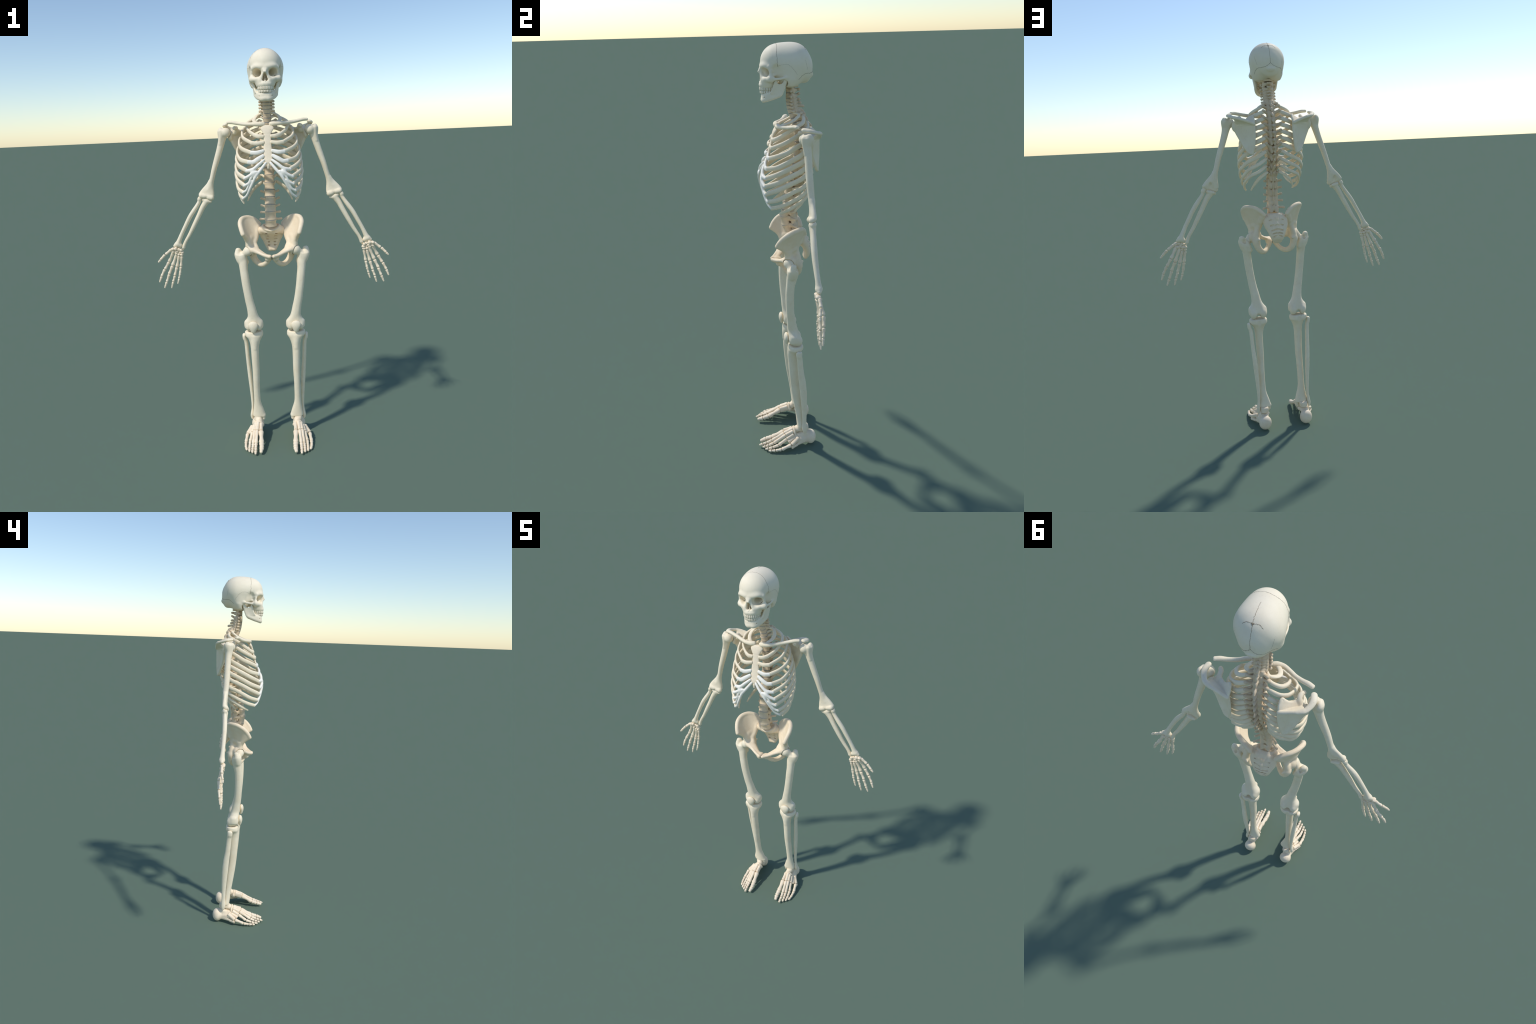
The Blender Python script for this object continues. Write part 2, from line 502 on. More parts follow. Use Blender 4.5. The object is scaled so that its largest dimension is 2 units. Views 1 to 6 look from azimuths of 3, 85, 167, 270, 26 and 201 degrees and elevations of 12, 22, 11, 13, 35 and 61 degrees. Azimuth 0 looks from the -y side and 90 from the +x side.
def tooth_mesh(c, along, out, w, t, z0, z1):
    verts, faces = [], []
    rows = [(0, .72, .85), (.12, .86, 1.), (.5, .97, 1.), (.85, 1., .82), (1, .9, .6)]
    seg = 12
    for f, fw, ft in rows:
        for j in range(seg):
            a = 2 * math.pi * j / seg
            cx, sx = math.cos(a), math.sin(a)
            cx = math.copysign(abs(cx) ** .6, cx)
            sx = math.copysign(abs(sx) ** .6, sx)
            p = c + along * cx * w * .5 * fw + out * sx * t * .5 * ft
            verts.append((p[0], p[1], z0 + (z1 - z0) * f))
    for i in range(len(rows) - 1):
        for j in range(seg):
            k = (j + 1) % seg
            q = (i * seg + j, i * seg + k, (i + 1) * seg + k, (i + 1) * seg + j)
            faces.append(q if z1 > z0 else q[::-1])
    top = tuple((len(rows) - 1) * seg + j for j in range(seg))
    faces.append(top if z1 > z0 else top[::-1])
    return np.array(verts), faces

def add_teeth(arch, widths, z0, z1, parent, thick):
    A = spline([(x, y, 0) for x, y in arch], 30)
    s = np.concatenate([[0], np.cumsum(np.linalg.norm(np.diff(A, axis=0), axis=1))])
    widths = np.array(widths) * s[-1] / sum(widths)
    pos = 0
    for i, w in enumerate(widths):
        m = pos + w / 2
        pos += w
        c = np.array([np.interp(m, s, A[:, j]) for j in range(3)])
        d = np.array([np.interp(m + .001, s, A[:, j]) for j in range(3)]) - c
        d /= np.linalg.norm(d)
        out = V(-d[1], d[0], 0)
        vf = tooth_mesh(c, d, out, w * .93, thick * (1 if i < 3 else 1.5), z0, z1 + .0004 * (i % 2))
        pair("tooth", vf, M_TOOTH, (parent, parent))
add_teeth([(0, -.0905), (.012, -.0885), (.023, -.0805), (.030, -.067), (.0330, -.050), (.0335, -.037)],
          [8.5, 7, 7.5, 7, 7, 9.5, 9.3, 8], 1.8215, 1.8066, skull, .0068)
add_teeth([(0, -.0885), (.011, -.0865), (.0215, -.079), (.029, -.066), (.0335, -.050), (.037, -.038)],
          [5.8, 6.2, 7, 7, 7.2, 10, 9.5, 8], 1.7950, 1.8060, mandible, .0064)

# ====================================================================== SPINE
FRONT = [(1.818, .0225), (1.794, .0225), (1.771, .0212), (1.754, .022), (1.740, .0237), (1.7235, .0265), (1.704, .032), (1.682, .040),
         (1.6625, .0465), (1.64, .0515), (1.6, .0575), (1.56, .0585), (1.52, .055), (1.485, .0475), (1.45, .037), (1.42, .0255), (1.39, .015),
         (1.355, .0085), (1.337, .006), (1.305, .0), (1.27, -.0078), (1.24, -.013), (1.22, -.0128), (1.193, -.007), (1.153, .0075)]
FRONT.sort()
def front_y(z):
    return float(np.interp(z, [a for a, b in FRONT], [b for a, b in FRONT]))
LEVELS = [1.815, 1.794, 1.771, 1.7545, 1.740, 1.7235, 1.704, 1.682, 1.6625]
for hgt in (.026, .0275, .029, .0305, .032, .0335, .035, .036):
    LEVELS.append(LEVELS[-1] - hgt)
LEVELS += [1.3775, 1.342, 1.3085, 1.2715, 1.235, 1.190, 1.153]      # C2 top ... L5 bottom
KIND = ["cervical_vertebra"] * 6 + ["thoracic_vertebra"] * 12 + ["lumbar_vertebra"] * 5
#            half width, half depth of the bodies from C2 to L5
HALF_W = [.0155, .0160, .0165, .0170, .0175, .0180, .0185, .0185, .0185, .0188, .0192, .0198, .0204, .0212, .0222, .0235, .0250, .0258, .0262, .0268, .0274, .0282, .0292]
HALF_D = [.0100, .0105, .0108, .0110, .0112, .0118, .0125, .0132, .0140, .0150, .0158, .0165, .0170, .0175, .0182, .0190, .0195, .0198, .0200, .0205, .0208, .0210, .0205]
# tip of the spinous process (y, z)
SPINOUS = [(.0840, 1.8075), (.0838, 1.790), (.0850, 1.766), (.0890, 1.7515), (.1030, 1.735), (.1010, 1.7147),
           (.1085, 1.6970), (.1190, 1.675), (.1370, 1.6485), (.1400, 1.622), (.1440, 1.599), (.1480, 1.566), (.1500, 1.531), (.1490, 1.4955), (.1440, 1.462), (.1340, 1.4345), (.1230, 1.4055), (.1080, 1.3735),
           (.0900, 1.338), (.0800, 1.302), (.0760, 1.267), (.0740, 1.230), (.0760, 1.192)]
RIB_TUB_Z = {1: 1.712, 2: 1.695, 3: 1.671, 4: 1.6385, 5: 1.6075, 6: 1.576, 7: 1.546, 8: 1.5135, 9: 1.4795, 10: 1.4415, 11: 1.4075, 12: 1.3745}
RIB_TUB_Y = {1: .076, 2: .0850, 3: .1000, 4: .1080, 5: .1130, 6: .1160, 7: .1170, 8: .1160, 9: .1120, 10: .1060, 11: .0960, 12: .0840}
LUMBAR_TP = {0: (.0430, 1.331), 1: (.0445, 1.296), 2: (.0450, 1.262), 3: (.0478, 1.227), 4: (.0530, 1.191)}

body_of = {}
def build_vertebra(i):
    z1, z0 = LEVELS[i], LEVELS[i + 1]
    f1, f0 = V(0, front_y(z1), z1), V(0, front_y(z0), z0)
    up = (f1 - f0) / np.linalg.norm(f1 - f0)
    back = V(0, up[2], -up[1])
    w, d = HALF_W[i], HALF_D[i]
    hgt = np.linalg.norm(f1 - f0)
    c = (f1 + f0) / 2 + back * d
    gap = .0022 if i < 6 else .0034
    body_of[i] = (c, up, back, w, d, hgt)
    ty, tz = SPINOUS[i]
    tip = V(0, ty, tz)
    S = Solid((-.068, c[1] - d - .006, min(z0, tz) - .022), (.068, max(ty, c[1] + d) + .014, max(z1 + .028, tz + .02)), .00135, sym=True)
    S.drum(c, up, w * (1.05 if i > 14 else 1.02), d * 1.02, hgt - gap, .15 if i > 14 else .10 if i > 5 else .07)
    rear = c + back * d
    if i < 6:                                                    # neck
        lam = rear + back * .021 - up * .001
        S.tube([rear + V(w * .75, 0, 0) - back * .004, rear + V(.0185, 0, 0) + back * .008, lam + V(.011, 0, 0), lam], [.0055, .0068, .0062, .0058], .005, stretch=((0, 0, 1), 1.35))
        S.tube([rear + V(.013, 0, 0) - back * .008 - up * .001, rear + V(.025, 0, 0) - back * .006 - up * .001, rear + V(.0335, 0, 0) - back * .002 - up * .003], [.0060, .0054, .0062], .004)
        S.tube([rear + V(.0200, 0, 0) + back * .004 + up * .008, rear + V(.0215, 0, 0) + back * .011 - up * .008], [.0072, .0072], .004)
        if i < 4:                                                # forked tip
            S.tube([lam, (lam + tip) / 2 + up * .001, tip + V(.0065, -.004, -.001)], [.0062, .0060, .0055], .004)
        else:
            S.tube([lam, (lam + tip) / 2 + up * .001, tip - V(0, .005, 0)], [.0064, .0056, .0058], .004, stretch=((0, 0, 1), 1.1))
    elif i < 18:                                                 # chest
        n = i - 5
        lam = rear + back * .022
        tp = V((.0340 if n == 1 else .0405) - .0013 * max(0, n - 5), RIB_TUB_Y[n] + .008, RIB_TUB_Z[n] + (-.004 if n == 1 else .003))
        if n >= 10:
            tp = V(.0240 - .0022 * (n - 10), RIB_TUB_Y[n], RIB_TUB_Z[n] - .008)
        S.tube([rear + V(w * .62, 0, 0) + up * hgt * .18 - back * .004, rear + V(.0150, 0, 0) + back * .012 + up * .003, lam + V(.007, 0, 0), lam], [.0062, .0068, .0068, .0066], .006, stretch=((0, 0, 1), 1.95))
        S.tube([rear + V(.014, 0, 0) + back * .014, (rear + V(.014, 0, 0) + back * .014 + tp) / 2 + V(0, .002, .001), tp], [.0075, .0066, .0082 if n < 9 else .0064], .005)
        S.tube([rear + V(.0135, 0, 0) + back * .018 + up * hgt * .55, rear + V(.0130, 0, 0) + back * .020 - up * hgt * .60], [.0055, .0055], .005)
        low = lam + (tip - lam) * .55 + V(0, .004, .003)
        S.tube([lam, low, tip - V(0, .003, 0)], [.0090, .0072, .0054], .005, stretch=((1, 0, 0), .85))
        S.tube([lam + V(.011, -.002, .010), lam + V(.008, .006, -.016)], [.0070, .0060], .006)
    else:                                                        # loin
        n = i - 18
        lam = rear + back * .024 - up * .006
        tx, tzz = LUMBAR_TP[n]
        tp = V(tx, rear[1] + .020, tzz)
        S.tube([rear + V(w * .62, 0, 0) + up * hgt * .22 - back * .004, rear + V(.0185, 0, 0) + back * .012, lam + V(.010, 0, 0), lam], [.0075, .0080, .0075, .0065], .006, stretch=((0, 0, 1), 1.45))
        S.tube([rear + V(.018, 0, 0) + back * .006 + up * hgt * .2, (rear + V(.02, 0, 0) + up * hgt * .2 + tp) / 2, tp], [.0058, .0046, .0054], .005, stretch=((0, 0, 1), 1.15))
        S.tube([rear + V(.0195, 0, 0) + back * .014 + up * hgt * .55, rear + V(.0165, 0, 0) + back * .020 - up * hgt * .55], [.0078, .0072], .005)
        S.tube([lam + up * .004, tip + V(0, -.006, .010)], [.0064, .0046], .005, stretch=((0, 0, 1), 2.))
        S.tube([lam + V(.012, -.002, .010), lam + V(.010, .002, -.014)], [.0060, .0050], .006)
    single(KIND[i], S.mesh(), M_SPINE)

for i in range(23):
    build_vertebra(i)

def build_atlas():
    S = Solid((-.05, .015, 1.800), (.05, .095, 1.840), .0013, sym=True)
    S.tube([(0, .026, 1.8205), (.014, .029, 1.8205), (.0205, .042, 1.8205), (.019, .058, 1.8215), (.010, .069, 1.822), (0, .073, 1.822)], [.0052, .0052, .0062, .0045, .0045, .005], .004, stretch=((0, 0, 1), 1.2))
    S.ball((.018, .044, 1.822), (.008, .010, .008), .004)
    S.tube([(.020, .044, 1.8195), (.037, .045, 1.818)], [.0052, .0052], .004)
    S.tube([(0, .034, 1.806), (0, .034, 1.823)], [.0065, .005], .002)
    single("cervical_vertebra", S.mesh(), M_SPINE)
build_atlas()

def add_disc(i):
    (c, up, back, w, d, hgt), z = body_of[i], LEVELS[i + 1]
    up2 = body_of[i + 1][1] if i + 1 in body_of else up
    u = (up + up2) / np.linalg.norm(up + up2)
    dd = (d + body_of[i + 1][4]) / 2 if i + 1 in body_of else d
    ww = (w + body_of[i + 1][3]) / 2 if i + 1 in body_of else w
    bk = V(0, u[2], -u[1])
    p = V(0, front_y(z), z) + bk * dd
    t = .0016 if i < 6 else .0026
    verts, faces, seg = [], [], 40
    rows = [(-1.6, .90), (-1, .96), (-.5, .99), (0, 1.), (.5, .99), (1, .96), (1.6, .90)]
    for h, s in rows:
        for j in range(seg):
            a = 2 * math.pi * j / seg
            verts.append(p + V(1, 0, 0) * math.cos(a) * ww * s * .97 + bk * math.sin(a) * dd * s * .97 + u * h * t * .5)
    for r in range(len(rows) - 1):
        for j in range(seg):
            k = (j + 1) % seg
            faces.append((r * seg + j, (r + 1) * seg + j, (r + 1) * seg + k, r * seg + k))
    faces.append(tuple(range(seg)))
    faces.append(tuple((len(rows) - 1) * seg + j for j in range(seg))[::-1])
    single("intervertebral_disc", (np.array(verts), faces), M_DISC)
for i in range(22):
    add_disc(i)

# --------------------------------------------------------------------- sacrum
def build_sacrum():
    S = Solid((-.078, .008, 1.000), (.078, .150, 1.182), .0016, sym=True)
    # body of the wedge, concave in front
    S.tube([(0, .050, 1.136), (0, .080, 1.112), (0, .106, 1.082), (0, .117, 1.052), (0, .108, 1.026)], [.021, .020, .017, .0155, .011], .006, stretch=((1, 0, 0), 1.9))
    S.tube([(.018, .052, 1.134), (.045, .060, 1.136), (.054, .066, 1.128)], [.020, .0195, .018], .010)
    S.tube([(.045, .080, 1.130), (.044, .095, 1.105), (.034, .108, 1.078), (.024, .113, 1.050), (.012, .108, 1.026)], [.019, .017, .014, .012, .010], .008)
    S.tube([(.028, .086, 1.148), (.032, .096, 1.126), (.032, .103, 1.102)], [.014, .014, .012], .008)
    S.tube([(0, .082, 1.150), (0, .098, 1.126), (0, .110, 1.100), (0, .117, 1.074), (0, .119, 1.048)], [.014, .0155, .015, .0145, .012], .006, stretch=((1, 0, 0), 1.8))
    # rim of the top plate with a hollow in it
    S.tube([(0, .024, 1.1345), (.024, .030, 1.140), (.040, .046, 1.152), (.036, .068, 1.158), (0, .076, 1.158)], [.0055, .0055, .006, .007, .007], .006)
    S.ball((0, .042, 1.160), (.030, .020, .016), .004, cut=True)
    # crest at the back
    for y, z, r in ((.112, 1.138, .0085), (.122, 1.114, .0085), (.129, 1.092, .008), (.1315, 1.073, .007), (.131, 1.056, .006), (.128, 1.041, .005)):
        S.ball((0, y - .003, z), (.0075, r * .8, r * 1.3), .006)
        S.ball((.021 - (1.142 - z) * .06, y - .010, z - .004), (.008, .006, .009), .007)
    for x, y, z, rx in ((.025, .046, 1.117, .0085), (.021, .062, 1.100, .0095), (.0215, .082, 1.0815, .0088), (.0155, .094, 1.0645, .006), (.0165, .097, 1.0475, .007)):
        S.ball((x, y + .004, z), (rx, .014, .0030), .002, cut=True)
    for z, x, y in ((1.135, .030, .106), (1.108, .028, .114), (1.084, .022, .122), (1.068, .019, .126), (1.053, .017, .127)):
        S.tube([(x - .014, y + .008, z + .005), (x - .004, y + .003, z), (x + .007, y - .003, z - .003)], [.0026, .0036, .0028], .0015, cut=True)
    for z in (1.128, 1.106, 1.085, 1.065, 1.048):
        S.tube([(0, .1335 - abs(z - 1.075) * .2, z + .004), (.010, .127 - abs(z - 1.075) * .2, z + .001)], [.0034, .0026], .0015, cut=True)
    S.tube([(0, .096, 1.0405), (.016, .098, 1.0425)], .0012, .0015, cut=True)
    single("sacrum", S.mesh(), M_PELVIS)
build_sacrum()

# ======================================================================= RIBS
# lateral course: outer half width, then (y, z) seen from the side, then the front end
SIDE = {
    3: (.1235, [(.066, 1.6300), (.0362, 1.6141), (-.0031, 1.5926)]),
    4: (.1395, [(.0658, 1.5887), (.0380, 1.5735), (.0068, 1.5556), (-.030, 1.540)]),
    5: (.1505, [(.0675, 1.5466), (.0380, 1.5315), (.0055, 1.5147), (-.0369, 1.4929)]),
    6: (.1570, [(.0695, 1.5164), (.0380, 1.5015), (.0046, 1.4859), (-.0379, 1.4640)]),
    7: (.1605, [(.0686, 1.4808), (.0370, 1.4660), (.0035, 1.4501), (-.0391, 1.4281)]),
    8: (.1625, [(.0677, 1.4463), (.0360, 1.4330), (.0026, 1.4182), (-.0402, 1.3962)]),
    9: (.1590, [(.0708, 1.4046), (.0400, 1.3930), (.0040, 1.3752), (-.0400, 1.3527)]),
    10: (.1500, [(.0727, 1.3697), (.0400, 1.3520), (.0040, 1.3345), (-.0320, 1.3200)]),
    11: (.1410, [(.0762, 1.3429), (.0419, 1.3231), (.0075, 1.3019)]),
}
FRONT_END = {2: (.0595, -.030, 1.604), 3: (.0740, -.0495, 1.5685), 4: (.0780, -.063, 1.5245), 5: (.0925, -.0755, 1.482), 6: (.1010, -.0825, 1.442),
             7: (.1118, -.0892, 1.408), 8: (.1146, -.0870, 1.3738), 9: (.1235, -.0780, 1.3412), 10: (.1257, -.0632, 1.3108), 11: (.1250, -.0275, 1.2835), 12: (.1105, .0435, 1.2883)}
BACK = {3: (.080, .1075, 1.6540), 4: (.0740, .1190, 1.6245), 5: (.0760, .1240, 1.5940), 6: (.0780, .1270, 1.5600), 7: (.0800, .1285, 1.5275),
        8: (.0800, .1280, 1.4945), 9: (.0780, .1250, 1.4560), 10: (.0780, .1190, 1.4175), 11: (.0760, .1110, 1.3810), 12: (.0740, .0930, 1.3460)}

def build_ribs():
    for n in range(1, 13):
        c, up, back, w, d, hgt = body_of[n + 5]
        head = c + V(w * .93, 0, 0) + back * d * .78 + up * hgt * .38
        if n == 1:
            P = [head, (.036, .074, 1.7035), (.052, .066, 1.6945), (.0625, .044, 1.6790), (.0590, .020, 1.6680), (.046, -.002, 1.6600), (.030, -.016, 1.6480)]
            a, b = [.005, .006, .0085, .0095, .0095, .009, .0085], [.005, .006, .0055, .0052, .0055, .006, .0065]
        elif n == 2:
            P = [head, (.040, .0875, 1.6940), (.062, .0910, 1.6850), (.086, .0810, 1.6715), (.0990, .0560, 1.6590), (.0975, .0250, 1.6415), (.0845, -.004, 1.6215), FRONT_END[2]]
            a, b = [.005, .0062, .0078, .0080, .0072, .0062, .0058, .0058], [.0055, .0068, .0078, .0084, .0088, .0092, .0096, .0096]
        elif n == 12:
            P = [head, (.034, .0920, 1.3745), BACK[12], (.0960, .0750, 1.3180), FRONT_END[12]]
            a, b = [.005, .0055, .0052, .0046, .0030], [.0064, .0080, .0086, .0078, .0044]
        else:
            W, side = SIDE[n]
            bx, by, bz = BACK[n]
            e = FRONT_END[n]
            tub = (.0400, RIB_TUB_Y[n] + .004, RIB_TUB_Z[n] - .002)
            y0, z0 = side[0]
            ymid = (by + y0) / 2 + .004
            zmid = bz + (z0 - bz) * .52
            P = [head, tub, (bx, by, bz), (bx + (W - bx) * .66, ymid, zmid)]
            span = side[0][0] - e[1]
            for y, z in side:
                if n == 3:
                    u = (y - .045) / (e[1] - .045)
                else:
                    u = (y - .040) / (e[1] - .040)
                if u <= 0:
                    x = W * (1 - .035 * ((y - .040) / .03) ** 2)
                else:
                    x = W - (W - e[0]) * u ** (2.7 if n != 11 else 2.4)
                P.append((x, y, z))
            P.append(e)
            m = len(P)
            a = [.0054, .0064] + [.0062] * (m - 3) + [.0060]
            hb = {3: .0100, 4: .0108, 5: .0112, 6: .0112, 7: .0112, 8: .0110, 9: .0105, 10: .0098, 11: .0084}[n]
            b = [.0060, .0090] + [hb] * (m - 3) + [hb * .92]
            if n == 11:
                b[-1], a[-1] = .0045, .0032
        pair("rib", sweep(P, a, b, axis=(.0, .03), n=9, seg=16), M_RIB)
build_ribs()

# ---------------------------------------------------------- costal cartilage
def build_cartilage():
    ends = {2: [(.0595, -.030, 1.604), (.040, -.0420, 1.598), (.019, -.0440, 1.5975)],
            3: [(.0740, -.0495, 1.5685), (.048, -.0555, 1.566), (.019, -.0530, 1.5705)],
            4: [(.0780, -.063, 1.5245), (.052, -.0690, 1.5235), (.021, -.0640, 1.531)],
            5: [(.0925, -.0755, 1.482), (.071, -.0810, 1.4815), (.048, -.0810, 1.4945), (.022, -.0730, 1.509)]}
    for n, P in ends.items():
        m = len(P)
        pair("costal_cartilage", sweep(P, [.0064] * m, [.0102] * (m - 1) + [.0084], axis=(0, .03), n=9, seg=16), M_CART if n > 3 else M_RIB)
    S = Solid((.0, -.116, 1.295), (.138, -.05, 1.505), .0015)
    k = .004
    S.tube([(.1010, -.0830, 1.442), (.086, -.0895, 1.444), (.066, -.0945, 1.452), (.044, -.0905, 1.470), (.020, -.0795, 1.488)], [.0084, .0088, .0080, .0074, .0062], k)
    S.tube([(.1118, -.0895, 1.408), (.092, -.0960, 1.418), (.074, -.0990, 1.430), (.055, -.0990, 1.436)], [.0080, .0078, .0074, .0070], k)
    S.tube([(.1146, -.0873, 1.3738), (.094, -.0945, 1.386), (.083, -.0975, 1.408), (.066, -.0995, 1.427)], [.0074, .0062, .0056, .0058], k)
    S.tube([(.1235, -.0783, 1.3412), (.108, -.0860, 1.351), (.096, -.0920, 1.373), (.082, -.0965, 1.394)], [.0068, .0056, .0050, .0050], k)
    S.tube([(.1257, -.0635, 1.3108), (.108, -.0780, 1.326), (.091, -.0900, 1.357), (.074, -.0975, 1.390), (.060, -.1000, 1.416), (.037, -.0955, 1.444), (.012, -.0830, 1.474)],
           [.0062, .0054, .0056, .0064, .0074, .0072, .0064], k)
    S.ball((.069, -.0985, 1.428), (.012, .006, .011), .008)
    S.ball((.074, -.0960, 1.441), (.010, .006, .008), .008)
    pair("costal_cartilage", S.mesh(), M_CART)
build_cartilage()

def build_sternum():
    S = Solid((-.042, -.100, 1.434), (.042, -.005, 1.660), .0014, sym=True)
    man = [(1.6500, 0, -.0190, .021, .0085), (1.6420, 0, -.0225, .0295, .0100), (1.6320, 0, -.0275, .0315, .0100), (1.6200, 0, -.0330, .0240, .0090), (1.6078, 0, -.0385, .0182, .0075)]
    S.column(man, .004, 2.6, .006)
    bod = [(1.6076, 0, -.0390, .0180, .0070), (1.585, 0, -.0445, .0178, .0068), (1.560, 0, -.0520, .0185, .0066), (1.535, 0, -.0585, .0200, .0068), (1.505, 0, -.0680, .0208, .0070), (1.488, 0, -.0745, .0190, .0070), (1.4745, 0, -.0785, .0120, .0060)]
    S.column(bod, .0040, 2.6, .003)
    S.tube([(0, -.0785, 1.470), (0, -.0800, 1.462), (-.0, -.0800, 1.452)], [.0066, .0074, .0064], .003, stretch=((0, 1, 0), .75))
    single("sternum", S.mesh(), M_STERN)
build_sternum()

# =================================================================== SHOULDER
def build_clavicle():
    P = [(.0190, -.0170, 1.6535), (.0330, -.0205, 1.6545), (.0600, -.0190, 1.6560), (.0900, -.0030, 1.6575), (.1150, .0130, 1.6600), (.1450, .0270, 1.6650), (.1700, .0360, 1.6700), (.1900, .0440, 1.6705)]
    a = [.0118, .0124, .0098, .0088, .0086, .0090, .0100, .0092]
    b = [.0112, .0116, .0096, .0088, .0084, .0082, .0082, .0072]
    pair("clavicle", sweep(P, a, b, normal=(0, 1, 0), n=8, seg=18, power=2.1), M_BONE)
build_clavicle()

def build_scapula():
    S = Solid((.082, .030, 1.455), (.235, .172, 1.685), .0016)
    # blade below the spine, and the part above it
    S.sheet([(.0990, .1460, 1.612), (.0975, .1480, 1.585), (.0985, .1480, 1.550), (.1020, .1470, 1.510), (.1100, .1430, 1.474)],
            [(.1840, .1050, 1.603), (.1790, .1060, 1.578), (.1640, .1120, 1.545), (.1470, .1250, 1.508), (.1270, .1385, 1.476)], 46, .0048, .0036, .0056, (0, -.004, 0), k=.003)
    S.sheet([(.1000, .1480, 1.612), (.0970, .1390, 1.630), (.0975, .1250, 1.645)],
            [(.1800, .1080, 1.606), (.1720, .1000, 1.616), (.1560, .0960, 1.625)], 22, .0048, .0036, .0046, (0, .002, -.003), k=.003)
    S.tube([(.0985, .1200, 1.649), (.1020, .1160, 1.6505), (.1120, .1140, 1.642), (.1280, .1070, 1.630), (.1500, .0930, 1.633)], [.0056, .0054, .0050, .0042, .0060], .006)
    S.tube([(.1780, .1060, 1.578), (.1620, .1130, 1.542), (.1450, .1260, 1.507), (.1260, .1395, 1.476), (.1140, .1430, 1.471)], [.0080, .0066, .0060, .0056, .0052], .004)
    S.tube([(.0985, .1490, 1.612), (.0975, .1490, 1.575), (.1000, .1485, 1.530), (.1110, .1430, 1.470)], [.0050, .0046, .0046, .0050], .004)
    # socket
    S.ball((.1870, .0930, 1.606), (.0110, .0150, .0210), .008)
    S.ball((.1875, .1040, 1.605), (.0125, .0130, .0240), .008)
    S.ball((.2060, .0790, 1.622), .0245, .003, cut=True)
    # spine ridge and acromion
    crest = [(.0990, .1530, 1.612), (.1200, .1520, 1.621), (.1450, .1490, 1.6305), (.1700, .1450, 1.638), (.1900, .1360, 1.643)]
    root = [(.1020, .1480, 1.611), (.1200, .1400, 1.616), (.1450, .1270, 1.619), (.1650, .1160, 1.621), (.1800, .1120, 1.623)]
    S.sheet(crest, root, 30, .0062, .0040, .0054, k=.005)
    S.tube([(.1700, .1450, 1.638), (.1920, .1350, 1.644), (.2060, .1120, 1.651), (.2100, .0900, 1.658), (.2050, .0710, 1.6615)], [.0075, .0100, .0115, .0130, .0125], .006, stretch=((.25, 0, 1), .62))
    # hook
    S.tube([(.1640, .0950, 1.622), (.1560, .0860, 1.638), (.1560, .0720, 1.645), (.1620, .0590, 1.6430)], [.0120, .0104, .0098, .0094], .006)
    pair("scapula", S.mesh(), M_BONE)
build_scapula()

# ======================================================================== ARM
def build_humerus():
    S = Solid((.170, .035, 1.278), (.378, .125, 1.665), .0019)
    S.column([(1.630, .2210, .0780, .0225, .0210), (1.606, .2230, .0800, .0225, .0185), (1.5824, .2294, .0815, .0184, .0166), (1.5416, .2423, .0825, .0165, .0160), (1.4966, .2578, .0830, .0155, .0157), (1.4512, .2736, .0840, .0138, .0155),
              (1.4056, .2872, .0865, .0128, .0144), (1.368, .2994, .0885, .0145, .0132), (1.348, .3095, .0890, .0210, .0135), (1.330, .3175, .0870, .0290, .0130), (1.314, .3220, .0830, .0330, .0120)], .010)
    S.ball((.2070, .0720, 1.6235), (.0240, .0240, .0240), .006)
    S.ball((.2325, .0870, 1.6280), (.0135, .0180, .0215), .014)
    S.tube([(.2300, .0660, 1.632), (.2310, .0660, 1.606), (.2380, .0700, 1.570)], [.0085, .0075, .005], .008)
    S.tube([(.2965, .0890, 1.385), (.2935, .0890, 1.340), (.2935, .0885, 1.315)], [.0060, .0080, .0085], .012)
    S.tube([(.3000, .0890, 1.385), (.3370, .0900, 1.345), (.3510, .0900, 1.325)], [.0060, .0078, .0088], .012)
    S.tube([(.2970, .0800, 1.3045), (.3080, .0800, 1.3075), (.3200, .0810, 1.3120), (.3320, .0800, 1.3140), (.3470, .0800, 1.3170)], [.0135, .0125, .0095, .0118, .0125], .005)
    S.ball((.3215, .1020, 1.3230), (.0095, .0125, .0190), .005, cut=True)
    S.ball((.3220, .0680, 1.3340), (.0120, .0050, .0090), .008, cut=True)
    pair("humerus", S.mesh(), M_BONE)
build_humerus()

